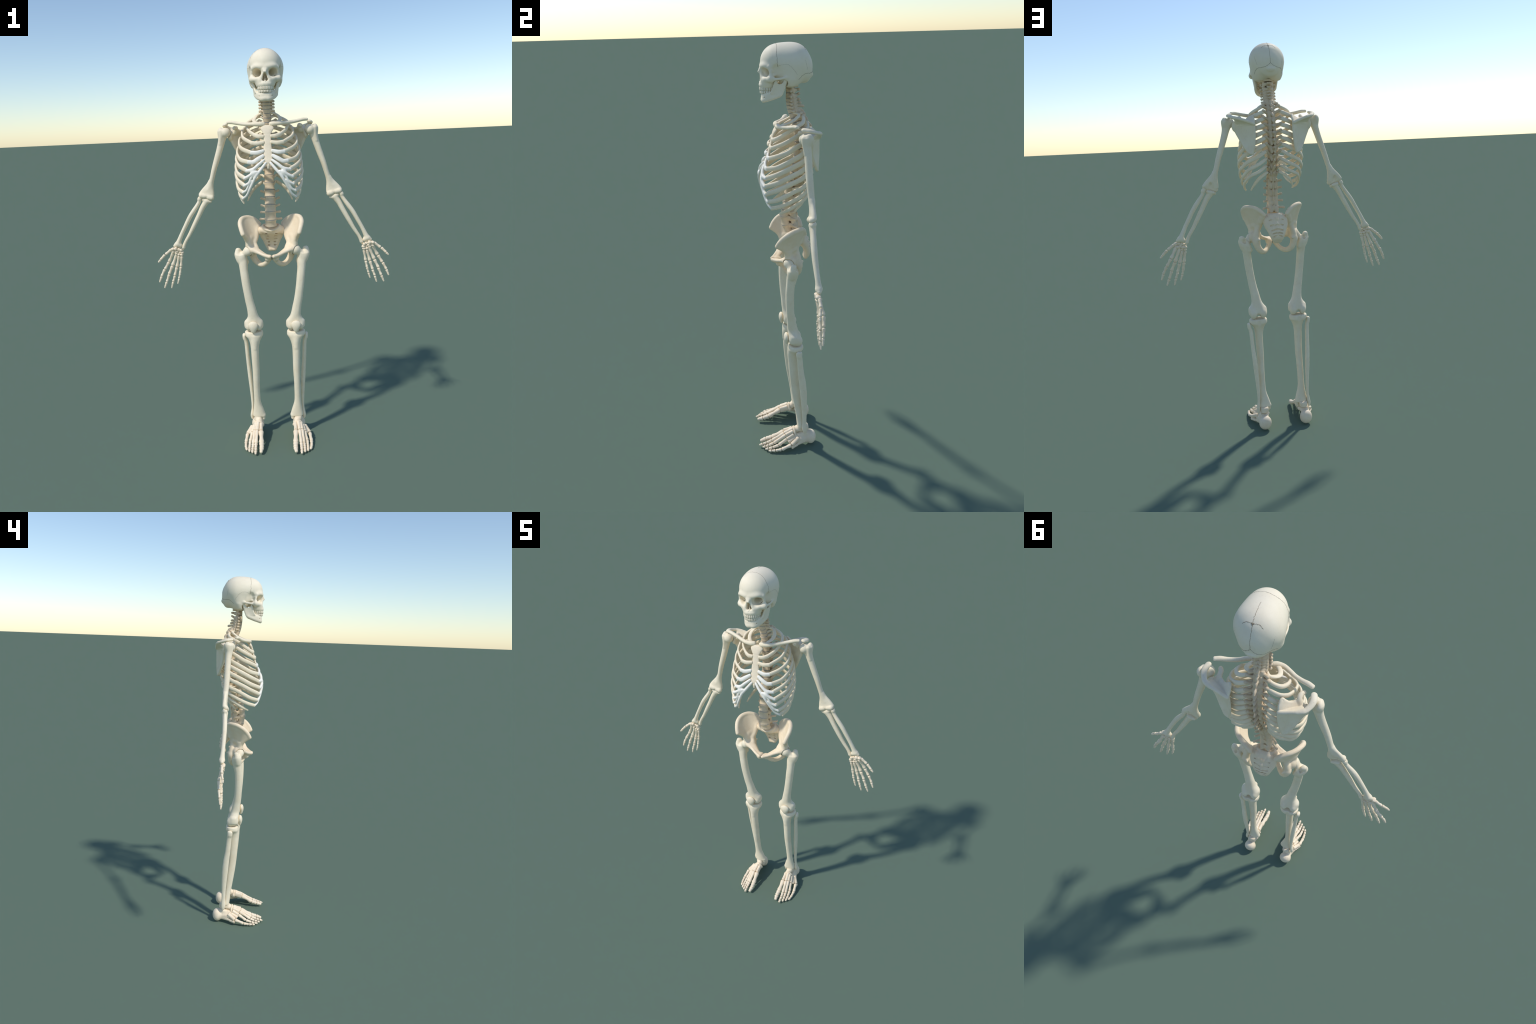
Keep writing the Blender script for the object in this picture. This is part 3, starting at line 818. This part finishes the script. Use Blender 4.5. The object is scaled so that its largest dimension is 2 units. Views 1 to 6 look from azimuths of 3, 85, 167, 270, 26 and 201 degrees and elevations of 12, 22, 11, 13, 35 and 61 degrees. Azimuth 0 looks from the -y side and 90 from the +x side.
def build_forearm():
    S = Solid((.335, .060, 1.044), (.520, .112, 1.320), .0017)
    P = [(.3585, .084, 1.2990), (.3620, .084, 1.2860), (.3736, .083, 1.2670), (.3938, .081, 1.2387), (.4140, .0805, 1.2094), (.4394, .0815, 1.1642), (.4598, .083, 1.1268), (.4752, .0845, 1.0947), (.4850, .0855, 1.0740)]
    S.tube(P, [.0098, .0090, .0096, .0110, .0110, .0102, .0098, .0112, .0138], .004, stretch=((0, 1, 0), 1.05))
    S.tube([(.3548, .0845, 1.3065), (.3578, .0845, 1.3000)], [.0112, .0112], .003, stretch=((0, 1, 0), 1.1))
    S.tube([(.4740, .0855, 1.0640), (.4900, .0855, 1.0680), (.5010, .0850, 1.0640)], [.0112, .0120, .0088], .010)
    S.tube([(.3380, .0800, 1.3160), (.3560, .0800, 1.3200)], [.0118, .0120], .002, cut=True)
    pair("radius", S.mesh(), M_BONE)
    S = Solid((.290, .060, 1.034), (.485, .118, 1.312), .0017)
    S.tube([(.3040, .0840, 1.2860), (.3180, .0840, 1.2885), (.3380, .0840, 1.2975)], [.0080, .0105, .0092], .006)
    S.tube([(.3245, .0860, 1.2870), (.3330, .0860, 1.2750), (.3460, .0850, 1.2560), (.3654, .0835, 1.2190), (.3932, .0835, 1.1685), (.4186, .0850, 1.1231), (.4442, .0870, 1.0827), (.4575, .0880, 1.0540)],
           [.0158, .0146, .0132, .0120, .0112, .0094, .0084, .0092], .006)
    S.tube([(.4570, .0880, 1.0520), (.4600, .0890, 1.0420)], [.0078, .0048], .004)
    S.tube([(.3080, .0960, 1.2905), (.3340, .0960, 1.2970)], [.0070, .0065], .008)
    pair("ulna", S.mesh(), M_BONE)
build_forearm()

def build_hand():
    rays = {
        "thumb": ((.0820, .0815, .0800, .0740, .0735, .0725), [(.5225, 1.0440), (.5515, 1.0215), (.5575, 1.0175), (.5793, .9957), (.5815, .9925), (.5917, .9818)]),
        "index": ((.0850, .0955, .0955, .0925, .0920, .0875, .0870, .0840), [(.5135, 1.0285), (.5400, .9800), (.5425, .9755), (.5635, .9415), (.5670, .9365), (.5838, .9045), (.5850, .9000), (.5953, .8728)]),
        "middle": ((.0850, .0875, .0870, .0835, .0830, .0810, .0810, .0812), [(.4955, 1.0200), (.5215, .9605), (.5233, .9550), (.5425, .9155), (.5428, .9110), (.5567, .8755), (.5585, .8710), (.5701, .8414)]),
        "ring": ((.0840, .0880, .0875, .0840, .0835, .0800, .0800, .0808), [(.4835, 1.0100), (.4995, .9512), (.5010, .9465), (.5133, .9065), (.5136, .9015), (.5236, .8748), (.5246, .8700), (.5333, .8400)]),
        "little": ((.0825, .0860, .0855, .0830, .0825, .0820, .0818, .0808), [(.4690, 1.0065), (.4777, .9540), (.4788, .9492), (.4844, .9187), (.4848, .9153), (.4915, .8910), (.4923, .8870), (.4999, .8615)]),
    }
    scale = {"thumb": 1., "index": 1.06, "middle": 1.06, "ring": .98, "little": .86}
    for name, (y, J) in rays.items():
        s = scale[name]
        n = len(J) // 2
        for b in range(n):
            (x0, z0), (x1, z1) = J[2 * b], J[2 * b + 1]
            p0, p1 = (x0, y[2 * b], z0), (x1, y[2 * b + 1], z1)
            if name == "thumb":
                r = [(.0080, .0064, .0080), (.0076, .0060, .0066), (.0062, .0050, .0040)][b]
            else:
                r = [(.0082, .0062, .0088), (.0083, .0060, .0076), (.0073, .0053, .0066), (.0063, .0047, .0040)][b]
            r = [q * s for q in r]
            pair("metacarpal" if b == 0 else "finger_phalanx", shaft_bone(p0, p1, *r, flat=.92, up=(0, 1, 0), bow=.012 if b < n - 1 else 0), M_SMALL)
    carpals = [(.4705, 1.0400, .0078), (.4814, 1.0452, .0074), (.4965, 1.0490, .0092), (.5125, 1.0465, .0090), (.4660, 1.0280, .0078), (.4790, 1.0290, .0076),
               (.4915, 1.0345, .0080), (.5040, 1.0330, .0078), (.4965, 1.0245, .0070), (.5120, 1.0330, .0074), (.4690, 1.0165, .0072), (.4835, 1.0180, .0068)]
    for i, (x, z, r) in enumerate(carpals):
        y = .0820 - (.003 if i in (0, 2, 3) else 0) + (.004 if i in (5, 7) else 0)
        pair("carpal_bone", pebble((x, y, z), (r * 1.12, r * 1.3, r * 1.02), 40 + i, .4), M_SMALL)
build_hand()

# ===================================================================== PELVIS
def build_hip():
    S = Solid((.0012, -.072, .935), (.182, .128, 1.226), .0018)
    crest = [(.1375, -.0430, 1.1320), (.1460, -.0290, 1.1570), (.1520, -.0050, 1.1810), (.1460, .0260, 1.1970), (.1300, .0540, 1.2010), (.1080, .0730, 1.1980), (.0810, .0870, 1.1830), (.0610, .0930, 1.1610)]
    base = [(.1220, .0050, 1.1000), (.1160, .0060, 1.0850), (.1020, .0200, 1.0800), (.0880, .0380, 1.0850), (.0770, .0520, 1.1050), (.0740, .0600, 1.1300), (.0700, .0740, 1.1480)]
    S.sheet(crest, base, 64, .0092, .0100, .0115, (-.001, .001, -.001), k=.003)
    S.tube(crest, [.0085, .0092, .0102, .0105, .0098, .0092, .0100, .0095], .006)
    # socket, roof, rear column
    S.ball((.1085, .0180, 1.0420), (.0300, .0330, .0330), .010)
    S.tube([(.1160, .0080, 1.0720), (.1120, .0180, 1.0980), (.1000, .0420, 1.1050)], [.0140, .0130, .0120], .010)
    S.tube([(.0880, .0500, 1.0920), (.0970, .0560, 1.0550), (.1010, .0590, 1.0200)], [.0135, .0165, .0185], .010)
    S.tube([(.0800, .0540, 1.1100), (.0820, .0460, 1.0950), (.0860, .0300, 1.0750), (.0800, .0180, 1.0540)], [.0110, .0105, .0115, .0140], .010)
    S.tube([(.0740, .0680, 1.1250), (.0680, .0800, 1.1460)], [.0140, .0140], .010)
    # ischium and pubis around the opening
    S.tube([(.1010, .0590, 1.0250), (.0970, .0600, 1.0030), (.0870, .0580, .9820), (.0720, .0480, .9670), (.0550, .0300, .9620), (.0400, .0110, .9680), (.0260, -.0030, .9820), (.0130, -.0130, 1.0000)],
           [.0185, .0175, .0160, .0145, .0132, .0122, .0120, .0120], .008)
    S.ball((.0195, -.0220, 1.0040), (.0165, .0170, .0150), .008)
    S.tube([(.0860, .0080, 1.0450), (.0560, -.0100, 1.0310), (.0330, -.0270, 1.0200), (.0110, -.0400, 1.0150)], [.0155, .0102, .0088, .0088], .008, stretch=((-.45, .89, 0), 1.75))
    S.tube([(.0095, -.0545, 1.0185), (.0110, -.0380, 1.0140), (.0125, -.0180, 1.0080)], [.0070, .0095, .0115], .006)
    S.tube([(.0100, -.0550, 1.0200), (.0400, -.0370, 1.0260), (.0700, -.0180, 1.0350), (.0920, -.0080, 1.0420)], [.0045, .0050, .0060, .0080], .008)
    S.tube([(.0950, .0700, 1.0350), (.0860, .0820, 1.0320)], [.0090, .0045], .008)
    S.tube([(.1330, -.0020, 1.0735), (.1340, .0200, 1.0790), (.1240, .0500, 1.0800), (.1080, .0700, 1.0860)], .0022, .003, cut=True)
    # cup for the thigh bone
    S.ball((.1175, .0118, 1.0388), .0272, .002, cut=True)
    S.tube([(.1240, .0070, 1.0330), (.1500, -.0060, 1.0150)], [.0272, .0310], .003, cut=True)
    pair("hip_bone", S.mesh(), M_PELVIS)
    S = Solid((-.0016, -.066, .985), (.0016, .004, 1.030), .0008, sym=True)
    S.tube([(0, -.0500, 1.0170), (0, -.0350, 1.0120), (0, -.0180, 1.0060)], [.0050, .0085, .0095], .002)
    single("pubic_disc", S.mesh(), M_DISC)
build_hip()

# ======================================================================== LEG
def build_femur():
    S = Solid((.048, -.020, .596), (.198, .080, 1.072), .0021)
    S.column([(1.018, .1580, .0250, .0240, .0240), (1.000, .1520, .0260, .0260, .0260), (.978, .1480, .0225, .0235, .0255), (.940, .1455, .0155, .0207, .0212), (.907, .1420, .0125, .0206, .0204), (.860, .1370, .0120, .0205, .0200), (.810, .1300, .0135, .0206, .0195),
              (.774, .1244, .0160, .0215, .0195), (.7426, .1180, .0200, .0225, .0212), (.7153, .1136, .0230, .0240, .0230), (.6914, .1100, .0270, .0275, .0250), (.675, .1085, .0300, .0360, .0265), (.660, .1088, .0330, .0475, .0280), (.643, .1090, .0350, .0480, .0290), (.628, .1090, .0370, .0455, .0280)], .010, 2.3)
    S.ball((.1175, .0118, 1.0388), .0245, .002)
    S.tube([(.1200, .0125, 1.0360), (.1400, .0180, 1.0220), (.1550, .0220, 1.0050)], [.0170, .0170, .0210], .012)
    S.tube([(.1720, .0270, 1.0400), (.1740, .0220, 1.0180), (.1660, .0210, .9900)], [.0125, .0150, .0140], .012)
    S.tube([(.1640, .0330, 1.0400), (.1380, .0420, 1.0050), (.1330, .0400, .9780)], [.0070, .0060, .0070], .010)
    S.ball((.1290, .0360, .9760), (.0090, .0085, .0120), .008)
    S.ball((.1590, .0420, 1.0240), (.0070, .0100, .0120), .006, cut=True)
    for x, rx in ((.0830, .0205), (.1335, .0200)):
        S.ball((x, .0380, .6370), (rx, .0315, .0285), .010)
        S.ball((x, .0510, .6330), (rx * .95, .0220, .0265), .004)
    S.tube([(.1090, .0830, .6400), (.1090, .0600, .6180), (.1090, .0420, .6020)], [.0105, .0105, .0105], .004, cut=True)
    S.ball((.1090, -.003, .6250), (.0120, .0090, .0260), .010, cut=True)
    pair("femur", S.mesh(), M_BONE)
    S = Solid((.080, -.020, .598), (.140, .016, .682), .0016)
    S.ball((.1103, -.0030, .6480), (.0250, .0115, .0215), .004)
    S.ball((.1103, -.0020, .6310), (.0165, .0100, .0240), .012)
    pair("patella", S.mesh(), M_BONE)
build_femur()

def build_shin():
    S = Solid((.056, -.006, .076), (.165, .088, .616), .0021)
    S.column([(.605, .1105, .0430, .0465, .0345), (.590, .1100, .0420, .0478, .0375), (.580, .1092, .0410, .0455, .0372), (.566, .1072, .0370, .0345, .0330), (.545, .1074, .0330, .0260, .0285), (.516, .1084, .0305, .0212, .0260), (.468, .1084, .0300, .0197, .0240),
              (.390, .1074, .0345, .0186, .0224), (.330, .1085, .0405, .0172, .0220), (.2985, .1090, .0445, .0170, .0214), (.224, .1090, .0530, .0168, .0186), (.187, .1080, .0572, .0195, .0178), (.150, .1045, .0615, .0272, .0182), (.122, .1030, .0655, .0330, .0195), (.1075, .1035, .0670, .0335, .0195)], .006, 2.2, .006)
    S.tube([(.1090, .0140, .580), (.1080, .0130, .555), (.1070, .0130, .520)], [.0080, .0100, .0060], .012)
    S.tube([(.0800, .0640, .112), (.0785, .0640, .093)], [.0110, .0078], .008)
    S.ball((.0860, .0430, .612), (.0170, .0230, .0060), .004, cut=True)
    S.ball((.1330, .0430, .612), (.0170, .0230, .0060), .004, cut=True)
    S.ball((.1095, .0790, .590), (.0090, .0080, .0250), .008, cut=True)
    pair("tibia", S.mesh(), M_BONE)
    S = Solid((.124, .026, .070), (.178, .104, .600), .0019)
    S.column([(.588, .1630, .0545, .0070, .0110), (.578, .1625, .0520, .0096, .0150), (.560, .1605, .0525, .0105, .0146), (.535, .1540, .0560, .0102, .0140), (.456, .1505, .0625, .0102, .0152), (.400, .1470, .0700, .0112, .0172), (.334, .1430, .0755, .0114, .0174),
              (.286, .1402, .0782, .0105, .0158), (.2116, .1372, .0810, .0083, .0125), (.155, .1372, .0812, .0067, .0110), (.117, .1412, .0805, .0088, .0132), (.098, .1424, .0825, .0088, .0112), (.080, .1410, .0840, .0058, .0070)], .004, 2., .006)
    pair("fibula", S.mesh(), M_BONE)
build_shin()

# ======================================================================= FOOT
def build_foot():
    S = Solid((.074, .030, .050), (.146, .132, .122), .0016)
    S.column([(.116, .1090, .0760, .0200, .0260), (.106, .1090, .0770, .0216, .0290), (.086, .1100, .0780, .0212, .0290)], .006, 3.2, .006)
    S.tube([(.1060, .0600, .0900), (.1030, .0440, .0840)], [.0180, .0175], .008)
    pair("talus", S.mesh(), M_SMALL)
    S = Solid((.076, .030, -.001), (.162, .156, .092), .0018)
    S.ball((.1140, .1160, .0370), (.0335, .0290, .0370), .006)
    S.ball((.1130, .1190, .0510), (.0250, .0200, .0215), .012)
    S.tube([(.1140, .1120, .0420), (.1220, .0820, .0400), (.1330, .0540, .0400)], [.0240, .0200, .0165], .010)
    S.ball((.1110, .0820, .0680), (.0240, .0240, .0140), .010)
    S.tube([(.1180, .0800, .0560), (.1220, .0480, .0580)], [.0160, .0140], .008)
    S.tube([(.1260, .0900, .0280), (.1400, .0600, .0250), (.1500, .0400, .0240)], [.0120, .0095, .0085], .008)
    S.tube([(.0980, .0680, .0640), (.0900, .0660, .0660)], [.0130, .0100], .008)
    pair("calcaneus", S.mesh(), M_SMALL)
    S = Solid((.076, .010, .040), (.140, .052, .116), .0014)
    S.tube([(.0880, .0300, .0720), (.1020, .0290, .0890), (.1200, .0320, .0800), (.1280, .0340, .0660)], [.0115, .0125, .0110, .0085], .004, stretch=((0, 1, 0), .62))
    pair("navicular", S.mesh(), M_SMALL)
    # slim tarsal rods between the navicular and the metatarsals
    rods = [((.0925, .0215, .0770), (.0925, -.0190, .0660), .0165, "cuneiform"), ((.1085, .0220, .0890), (.1125, -.0200, .0710), .0092, "cuneiform"), ((.1200, .0220, .0830), (.1255, -.0140, .0680), .0090, "cuneiform"),
            ((.1300, .0240, .0700), (.1385, -.0090, .0540), .0095, "cuneiform"), ((.1370, .0310, .0570), (.1500, -.0040, .0420), .0092, "cuboid"), ((.1420, .0480, .0540), (.1640, .0120, .0340), .0110, "cuboid"), ((.1520, .0400, .0230), (.1690, .0100, .0200), .0085, "cuboid")]
    for i, (p0, p1, r, kind) in enumerate(rods):
        st = .62 if i == 0 else 1.
        pair(kind, sweep([p0, (np.array(p0) + np.array(p1)) / 2, p1], [r, r * .94, r], [r * st, r * .94 * st, r * st], normal=(0, .4, 1), n=6, seg=16, power=2.6, cap=.35), M_SMALL)
    S = Solid((.074, .008, .016), (.166, .072, .090), .0015)
    S.tube([(.0950, .0320, .0660), (.1150, .0340, .0620), (.1300, .0400, .0520), (.1420, .0440, .0430)], [.0135, .0140, .0150, .0130], .006)
    pair("cuboid", S.mesh(), M_SMALL)
    rays = [
        ([(.0925, -.0215, .0650), (.0890, -.0860, .0310), (.0875, -.1180, .0225), (.0912, -.1495, .0135)], (.0138, .0102, .0138), (.0136, .0110, .0124), .0116),
        ([(.1128, -.0220, .0690), (.1178, -.0900, .0320), (.1186, -.1180, .0215), (.1188, -.1370, .0160), (.1188, -.1580, .0100)], (.0096, .0074, .0092), (.0092, .0070, .0082), .0074),
        ([(.1258, -.0160, .0670), (.1330, -.0820, .0270), (.1350, -.1080, .0175), (.1356, -.1250, .0130), (.1357, -.1425, .0085)], (.0094, .0074, .0090), (.0088, .0068, .0078), .0068),
        ([(.1388, -.0110, .0530), (.1500, -.0570, .0250), (.1520, -.0900, .0150), (.1520, -.1100, .0110), (.1512, -.1298, .0070)], (.0096, .0076, .0094), (.0088, .0068, .0076), .0064),
        ([(.1665, .0080, .0330), (.1730, -.0440, .0150), (.1720, -.0760, .0105), (.1690, -.0950, .0090), (.1645, -.1132, .0070)], (.0104, .0078, .0096), (.0090, .0068, .0076), .0062),
    ]
    for J, mt, ph, tip in rays:
        for b in range(len(J) - 1):
            p0, p1 = np.array(J[b]), np.array(J[b + 1])
            d = (p1 - p0) / np.linalg.norm(p1 - p0)
            p0, p1 = p0 + d * .0030, p1 - d * .0030
            last = b == len(J) - 2
            if b == 0:
                r = mt
            elif last:
                r = (ph[2] * .98, ph[1] * .82, tip * .72)
            else:
                f = 1 - .1 * (b - 1)
                r = tuple(q * f for q in ph)
            vf = shaft_bone(p0, p1, *r, flat=.92, up=(0, .3, 1), bow=.02 if b == 0 else .03)
            vf[0][:, 2] = np.maximum(vf[0][:, 2], .0004)
            pair("metatarsal" if b == 0 else "toe_phalanx", vf, M_SMALL)
build_foot()
